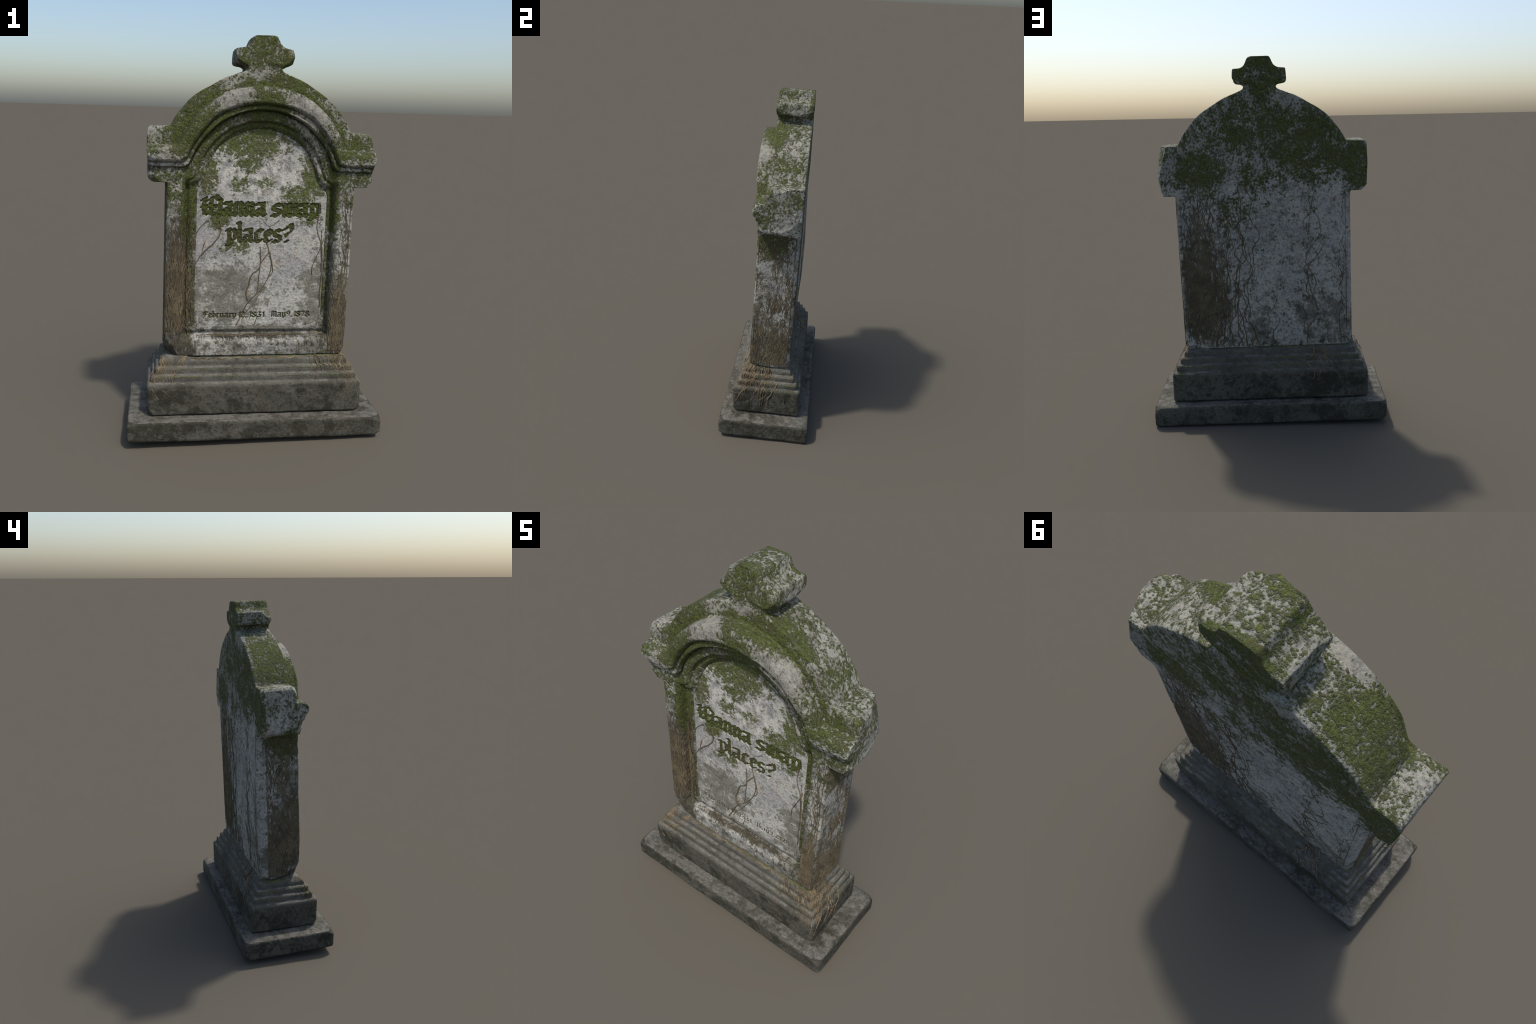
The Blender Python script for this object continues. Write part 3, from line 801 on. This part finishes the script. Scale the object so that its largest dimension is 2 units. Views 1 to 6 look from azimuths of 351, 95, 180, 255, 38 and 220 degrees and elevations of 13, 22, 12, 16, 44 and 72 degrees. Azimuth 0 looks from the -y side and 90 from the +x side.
def loft_block(name, hx, hy, cy, profile, zrow, mat, corner, step=0.008, rowstep=0.007):
    """profile: (inset, height) from the bottom edge up; zrow(x, y) is the leaning bottom plane"""
    prof = resample(np.array(profile), rowstep, False)
    base = resample(np.array(rect_loop(hx, hy, 0, cy, corner, step)), step, True)
    rows = []
    for inset, h in prof:
        sx, sy = (hx - inset) / hx, (hy - inset) / hy
        x, y = base[:, 0] * sx, (base[:, 1] - cy) * sy + cy
        rows.append(np.stack([x, y, h + zrow(x, y)], 1))
    n = len(base)
    V = np.vstack(rows)
    F = []
    for k in range(len(rows) - 1):
        a = k * n + np.arange(n)
        b = a + n
        F += [np.stack([a, np.roll(a, -1), np.roll(b, -1)], 1), np.stack([a, np.roll(b, -1), b], 1)]
    for k, flip in ((0, True), (len(rows) - 1, False)):       # caps
        loop = rows[k][:, :2]
        g = np.stack(np.meshgrid(np.arange(-hx, hx, 0.014), np.arange(cy - hy, cy + hy, 0.014)), -1).reshape(-1, 2)
        g = g[sdf(loop, g) > 0.006]
        P, T, lp = triangulate(loop, g)
        z = prof[k][1] + zrow(P[:, 0], P[:, 1])
        ids = np.arange(len(P)) + len(V)
        ids[np.array(lp)] = k * n + np.arange(n)
        V = np.vstack([V, np.stack([P[:, 0], P[:, 1], z], 1)])
        T = ids[T]
        F.append(T[:, ::-1] if flip else T)
    F = np.vstack(F)
    return V, F, base, prof


def finish_block(name, V, F, amp, mat, chips=(), seed=0, lowest=None):
    for c, cut, reach in chips:
        V = chip(V, c, cut, reach, 0.003, 7 + seed)
    N = vertex_normals(V, F)
    steps = smooth(0.28, 0.32, V[:, 2])
    V = V + N * ((amp + 0.003 * steps) * fbm(V, 10, 3, 81 + seed) + (0.0012 + 0.0004 * steps) * fbm(V, 38, 3, 91 + seed))[:, None]
    if lowest is not None:
        V[:, 2] += lowest - V[:, 2].min()
    used, inv = np.unique(F, return_inverse=True)
    return add(name, V[used], inv.reshape(F.shape), mat)


plinth_z = lambda x, y: 0.0235 - 0.0165 * x - 0.028 * y
plinth_top = lambda x, y: 0.1325 - 0.0165 * x - 0.015 * y
PV, PFc, _, _ = loft_block("plinth", 0.647, 0.268, 0.0, [(0.012, 0.0), (0.003, 0.004), (0.0, 0.012), (0.0, 0.094), (0.002, 0.100), (0.008, 0.103)], lambda x, y: 0 * x, None, 0.010)
t = PV[:, 2] / 0.103
PV[:, 2] = plinth_z(PV[:, 0], PV[:, 1]) * (1 - t) + plinth_top(PV[:, 0], PV[:, 1]) * t
finish_block("plinth", PV, PFc, 0.0035, MAT_BASE, [
    ((0.641, -0.2635, 0.022), (-0.03, 0.03, 0.020), 0.1), ((-0.641, 0.2635, 0.028), (0.03, -0.03, 0.03), 0.1), ((0.641, 0.2635, 0.112), (-0.02, -0.02, -0.02), 0.1),
    ((-0.641, -0.2635, 0.14), (0.03, 0.025, -0.012), 0.1), ((0.641, -0.2635, 0.118), (-0.03, 0.03, -0.016), 0.1), ((-0.641, 0.2635, 0.138), (0.02, -0.02, -0.02), 0.1)], 0, 0.0)

DIE = [(0.010, 0.0), (0.002, 0.004), (0.0, 0.010), (0.0, 0.153), (0.003, 0.161), (0.008, 0.165), (0.0215, 0.170), (0.0225, 0.172), (0.0225, 0.194), (0.025, 0.200), (0.029, 0.203), (0.0415, 0.206),
       (0.0425, 0.208), (0.0425, 0.229), (0.045, 0.235), (0.049, 0.238), (0.0625, 0.241), (0.0635, 0.243), (0.0645, 0.258), (0.067, 0.266), (0.073, 0.270), (0.095, 0.282)]
die_z = lambda x, y: 0.1325 - 0.0145 * x - 0.010 * y
DV, DF, DBASE, DPROF = loft_block("base_block", 0.548, 0.201, 0.005, DIE, die_z, None, 0.010, 0.008, 0.0034)
finish_block("base_block", DV, DF, 0.0030, MAT_BASE, [((0.546, -0.188, 0.13), (-0.02, 0.02, 0.02), 0.1), ((-0.546, -0.188, 0.145), (0.014, 0.014, 0.03), 0.1)], 3)

# ----------------------------------------------------------------------------
# dead ivy: tubes that climb over the faces of the stone
# ----------------------------------------------------------------------------
SIDES = 5


class Stems:
    def __init__(self):
        self.v, self.f, self.count = [], [], 0

    def tube(self, P, r):
        P = np.asarray(P, float)
        if len(P) < 3:
            return
        t = np.gradient(P, axis=0)
        t /= np.linalg.norm(t, axis=1, keepdims=True) + 1e-12
        ref = np.where(np.abs(t[:, :1]) > 0.9, [[0, 1.0, 0]], [[1.0, 0, 0]])
        u = np.cross(t, ref)
        u /= np.linalg.norm(u, axis=1, keepdims=True)
        w = np.cross(t, u)
        a = np.arange(SIDES) * 2 * np.pi / SIDES
        ring = P[:, None] + r[:, None, None] * (np.cos(a)[None, :, None] * u[:, None] + np.sin(a)[None, :, None] * w[:, None])
        k = len(P)
        self.v.append(ring.reshape(-1, 3))
        i = np.arange(k - 1)[:, None] * SIDES + np.arange(SIDES)[None]
        j = np.arange(k - 1)[:, None] * SIDES + (np.arange(SIDES)[None] + 1) % SIDES
        q = np.stack([i, j, j + SIDES, i + SIDES], -1).reshape(-1, 4)
        self.f.append(q + self.count)
        self.count += k * SIDES

    def build(self, name, mat, matrix):
        ob = add(name, np.vstack(self.v), np.vstack(self.f), mat, matrix)
        ob["kind"] = "stuff"
        return ob


def climb(surface, u0, z0, z1, sway, lean, rng, r0, r1, step=0.011):
    """a wandering stem: sideways position drifts as it climbs"""
    n = max(4, int(abs(z1 - z0) / step))
    z = np.linspace(z0, z1, n)
    k = rng.uniform(0, 6.28, 4)
    f = rng.uniform(8, 60, 4)
    a = sway * rng.uniform(0.3, 1, 4) / np.array([1, 1.6, 2.4, 3.6])
    f = np.sort(f)
    s = abs(z - z0)
    u = u0 + lean * s + (a[None] * (np.sin(f[None] * s[:, None] + k[None]) - np.sin(k)[None])).sum(1) + np.cumsum(rng.normal(0, sway * 0.10, n))
    r = np.linspace(r0, r1, n) * (1 + 0.18 * rng.normal(size=n).clip(-1.5, 1.5))
    return surface(u, z, r * 0.45), np.maximum(r, 0.0006)


def on_front(u, z, h):
    y = front_y(np.stack([u, z], 1))
    return np.stack([u, y - h, z], 1)


def on_panel(u, z, h):
    return np.stack([u, PANEL_Y - h + 0 * u, z], 1)


def on_back(u, z, h):
    return np.stack([u, BACK + swell(u, z) + h - 0.001, z], 1)


def on_side(sgn):
    def f(u, z, h):
        y = np.clip(u, -0.126, 0.082 if sgn > 0 else 0.058)
        t = (y - FACE) / (BACK - FACE)
        x = 0.469 + 0.009 * t if sgn > 0 else 0.461 + 0.005 * t
        return np.stack([sgn * (x + h - 0.001), y, z], 1)
    return f


def clipu(surface, lo, hi):
    return lambda u, z, h: surface(np.clip(u, lo, hi), z, h)


ivy, dry = Stems(), Stems()
rng = np.random.RandomState(77)
# flanks
for sgn in (1, -1):
    for k in range(95):
        u = rng.uniform(-0.125, 0.095)
        top = 0.86 if rng.rand() < 0.5 else rng.uniform(0.25, 0.86)
        z0 = 0.03 if rng.rand() < 0.7 else rng.uniform(0.03, 0.4)
        if sgn < 0 and u < -0.06:
            z0 = max(z0, 0.12)
        ivy.tube(*climb(on_side(sgn), u, z0, top, 0.024, rng.uniform(-0.16, 0.16), rng, rng.uniform(0.0020, 0.0034), 0.0014))
    for k in range(14 if sgn > 0 else 30):
        u = rng.normal(-0.06 if sgn > 0 else -0.07, 0.04)
        z0 = 0.03 if sgn > 0 else 0.13
        dry.tube(*climb(on_side(sgn), np.clip(u, -0.12, 0.09), z0, rng.uniform(0.15, 0.55), 0.012, rng.uniform(-0.05, 0.05), rng, 0.0026, 0.001))
# front pilasters
for k in range(75):
    u = rng.uniform(-0.455, -0.345)
    ivy.tube(*climb(clipu(on_front, -0.456, -0.33), u, rng.uniform(0.11, 0.3), rng.uniform(0.45, 0.80) if rng.rand() < 0.45 else rng.uniform(0.3, 0.6), 0.012, rng.uniform(-0.03, 0.03), rng, rng.uniform(0.0016, 0.0030), 0.0011))
for k in range(45):
    u = rng.uniform(-0.42, -0.345)
    z0 = rng.uniform(0.10, 0.5)
    dry.tube(*climb(clipu(on_front, -0.456, -0.33), u, z0, z0 + rng.uniform(0.06, 0.25), 0.010, rng.uniform(-0.08, 0.08), rng, 0.0020, 0.001))
for k in range(42):
    u = rng.uniform(0.385, 0.458)
    ivy.tube(*climb(clipu(on_front, 0.36, 0.458), u, 0.03, rng.uniform(0.18, 0.5) if rng.rand() < 0.75 else 0.86, 0.012, rng.uniform(-0.04, 0.04), rng, rng.uniform(0.0016, 0.0028), 0.0011))
for k in range(40):
    u = rng.uniform(0.385, 0.458)
    z0 = rng.uniform(0.02, 0.3)
    dry.tube(*climb(clipu(on_front, 0.37, 0.458), u, z0, z0 + rng.uniform(0.05, 0.2), 0.010, rng.uniform(-0.05, 0.05), rng, 0.0019, 0.001))
# roots trailing along the sill
for k in range(20):
    u0 = rng.uniform(-0.36, 0.28)
    L = rng.uniform(0.05, 0.16)
    u = np.linspace(u0, u0 + L, 14)
    z = 0.113 + rng.uniform(-0.002, 0.012) + 0.004 * np.sin(u * rng.uniform(40, 90) + k)
    y = np.full(14, -0.105) - rng.uniform(0, 0.026)
    (dry if k % 2 else ivy).tube(np.stack([u, y, z], 1), np.full(14, 0.0011))
# single stems on the panel
for pts, r in [
    ([(0.010, 0.572), (0.013, 0.531), (0.016, 0.487), (0.012, 0.463), (-0.004, 0.446), (-0.024, 0.430), (-0.038, 0.397), (-0.042, 0.367), (-0.053, 0.343), (-0.052, 0.319), (-0.043, 0.290)], 0.0030),
    ([(0.043, 0.590), (0.054, 0.547), (0.036, 0.516), (0.021, 0.493), (0.014, 0.475)], 0.0026),
    ([(0.054, 0.541), (0.064, 0.514), (0.071, 0.487), (0.067, 0.445), (0.057, 0.412), (0.040, 0.379), (0.012, 0.337), (-0.031, 0.294), (-0.053, 0.261), (-0.081, 0.200), (-0.10, 0.162)], 0.0028),
    ([(0.056, 0.548), (0.063, 0.535), (0.072, 0.496), (0.079, 0.442), (0.065, 0.421)], 0.0022),
    ([(0.013, 0.457), (0.009, 0.415), (0.008, 0.379), (0.003, 0.337), (-0.012, 0.312)], 0.0024),
    ([(0.052, 0.402), (0.030, 0.350), (0.002, 0.300), (-0.022, 0.262), (-0.045, 0.236), (-0.07, 0.19)], 0.0018),
    ([(-0.313, 0.488), (-0.308, 0.494), (-0.286, 0.529), (-0.247, 0.567), (-0.213, 0.602), (-0.194, 0.641), (-0.192, 0.667), (-0.197, 0.702)], 0.0030),
    ([(-0.286, 0.530), (-0.279, 0.562), (-0.268, 0.596)], 0.0020), ([(-0.313, 0.637), (-0.292, 0.669), (-0.264, 0.699)], 0.0020),
    ([(0.338, 0.62), (0.328, 0.579), (0.304, 0.519), (0.286, 0.470), (0.284, 0.430)], 0.0024),
    ([(0.305, 0.80), (0.303, 0.72), (0.300, 0.672), (0.306, 0.640), (0.322, 0.600), (0.330, 0.52), (0.336, 0.42), (0.333, 0.32)], 0.0026),
    ([(0.324, 0.66), (0.330, 0.58), (0.337, 0.48), (0.333, 0.39), (0.336, 0.25)], 0.0024),
    ([(0.02, 0.700), (0.052, 0.676), (0.085, 0.692), (0.10, 0.712)], 0.0013), ([(0.19, 0.690), (0.208, 0.680), (0.224, 0.705)], 0.0013), ([(0.003, 0.24), (0.006, 0.20), (-0.006, 0.162)], 0.0017),
    ([(-0.262, 0.985), (-0.250, 0.93), (-0.262, 0.885), (-0.296, 0.858)], 0.0014),
]:
    c = catmull(pts, 0.008)
    c = c + np.stack([fbm(np.c_[c, c[:, 0] * 0], 60, 2, 5), 0 * c[:, 0]], 1) * 0.0018
    rr = r * np.linspace(0.75, 1.05, len(c)) * (1 + 0.15 * rng.normal(size=len(c)).clip(-1.5, 1.5))
    ivy.tube(on_panel(c[:, 0], c[:, 1], rr * 0.5), rr)
# back: thicket near one edge, single stems elsewhere
for k in range(105):
    u = 0.455 - abs(rng.normal(0.09, 0.08))
    top = rng.uniform(0.50, 0.72) if rng.rand() < 0.6 else rng.uniform(0.72, 1.02)
    ivy.tube(*climb(clipu(on_back, -0.43, 0.455), u, rng.uniform(0.02, 0.3), top, 0.016, rng.uniform(-0.05, 0.05), rng, rng.uniform(0.0018, 0.0034), 0.0012))
for k in range(30):
    u = 0.37 - abs(rng.normal(0.02, 0.035))
    z0 = rng.uniform(0.05, 0.45)
    dry.tube(*climb(on_back, u, z0, z0 + rng.uniform(0.08, 0.22), 0.008, rng.uniform(-0.04, 0.04), rng, 0.0019, 0.0009))
for u, z0, z1, lean, r in [(0.30, 0.02, 0.90, -0.06, 0.0032), (0.27, 0.02, 0.62, -0.05, 0.003), (0.235, 0.02, 0.78, -0.03, 0.003), (0.225, 0.02, 0.86, -0.09, 0.0028), (0.20, 0.02, 0.56, 0.05, 0.003), (0.175, 0.02, 0.95, -0.05, 0.0032),
                           (0.15, 0.02, 0.80, 0.02, 0.0028), (0.125, 0.02, 0.86, -0.02, 0.003), (0.095, 0.02, 0.92, -0.03, 0.0030), (0.055, 0.02, 0.60, 0.06, 0.0026), (-0.015, 0.02, 0.32, -0.05, 0.0026),
                           (-0.215, 0.02, 0.58, -0.05, 0.003), (-0.245, 0.30, 0.88, 0.02, 0.0026), (-0.255, 0.34, 0.86, -0.14, 0.0026), (-0.225, 0.05, 0.40, 0.06, 0.0022), (-0.40, 0.02, 0.80, 0.0, 0.0022), (-0.43, 0.1, 0.86, 0.0, 0.0022), (-0.43, 0.2, 0.88, 0.0, 0.002), (-0.42, 0.4, 0.87, 0.0, 0.0018)]:
    ivy.tube(*climb(clipu(on_back, -0.435, 0.455), u, z0, z1, 0.026, lean, rng, r, r * 0.6))
ivy.build("ivy_stems", MAT_STEM, STONE)
dry.build("dry_roots", MAT_DRY, STONE)

# roots spilling over the base block
per = np.r_[0, np.cumsum(np.linalg.norm(np.diff(np.vstack([DBASE, DBASE[:1]]), axis=0), axis=1))]
arc = np.r_[0, np.cumsum(np.linalg.norm(np.diff(DPROF, axis=0), axis=1))]


def on_block(s, t, h):
    """s along the plan outline, t down the profile from its top"""
    s = np.mod(s, per[-1])
    x = np.interp(s, per, np.r_[DBASE[:, 0], DBASE[0, 0]])
    y = np.interp(s, per, np.r_[DBASE[:, 1], DBASE[0, 1]])
    a = arc[-1] - np.clip(t, 0, arc[-1] - 0.005)
    inset, z = np.interp(a, arc, DPROF[:, 0]), np.interp(a, arc, DPROF[:, 1])
    inset = inset - h
    X, Y = x * (0.548 - inset) / 0.548, (y - 0.005) * (0.201 - inset) / 0.201 + 0.005
    return np.stack([X, Y, z + h * 0.5 + die_z(X, Y)], 1)


def nearest_s(x, y):
    return per[np.argmin((DBASE[:, 0] - x) ** 2 + (DBASE[:, 1] - y) ** 2)]


spill, spill_dark = Stems(), Stems()
fr, fl, bl, br = nearest_s(0.548, -0.196), nearest_s(-0.548, -0.196), nearest_s(-0.548, 0.206), nearest_s(0.548, 0.206)
for s0, spread, count, reach in [(fr, 0.04, 22, 0.15), (fr + 0.10, 0.07, 40, 0.22), (fr - 0.09, 0.06, 11, 0.10), (fl, 0.04, 16, 0.17), (fl + 0.10, 0.06, 6, 0.10), (br - 0.02, 0.03, 6, 0.08), (bl - 0.22, 0.06, 8, 0.16)]:
    for k in range(count):
        s = s0 + rng.normal(0, spread)
        ln = reach * rng.uniform(0.25, 1.15)
        r0 = rng.uniform(0.0018, 0.0042)
        st = spill if rng.rand() < 0.72 else spill_dark
        st.tube(*climb(on_block, s, rng.uniform(0.0, 0.04), rng.uniform(0.04, 0.06) + ln, 0.022, rng.uniform(-0.55, 0.55), rng, r0, r0 * 0.5, 0.007))
# one long root on the front left and small ones under the headstone's edge
spill.tube(*climb(on_block, nearest_s(-0.42, -0.196), 0.02, 0.20, 0.012, -0.12, rng, 0.0034, 0.002, 0.006))
for k in range(60):
    s = rng.uniform(fl + 0.02, fr) if k < 40 else rng.uniform(fr, br)
    L = rng.uniform(0.02, 0.09)
    ss = np.linspace(s, s + L, 9)
    spill.tube(on_block(ss, 0.012 + 0.010 * rng.rand() + 0.004 * np.sin(ss * 90), np.full(9, 0.001)), np.full(9, 0.0018))
spill.build("dry_roots", MAT_DRY, None)
spill_dark.build("ivy_stems", MAT_STEM, None)
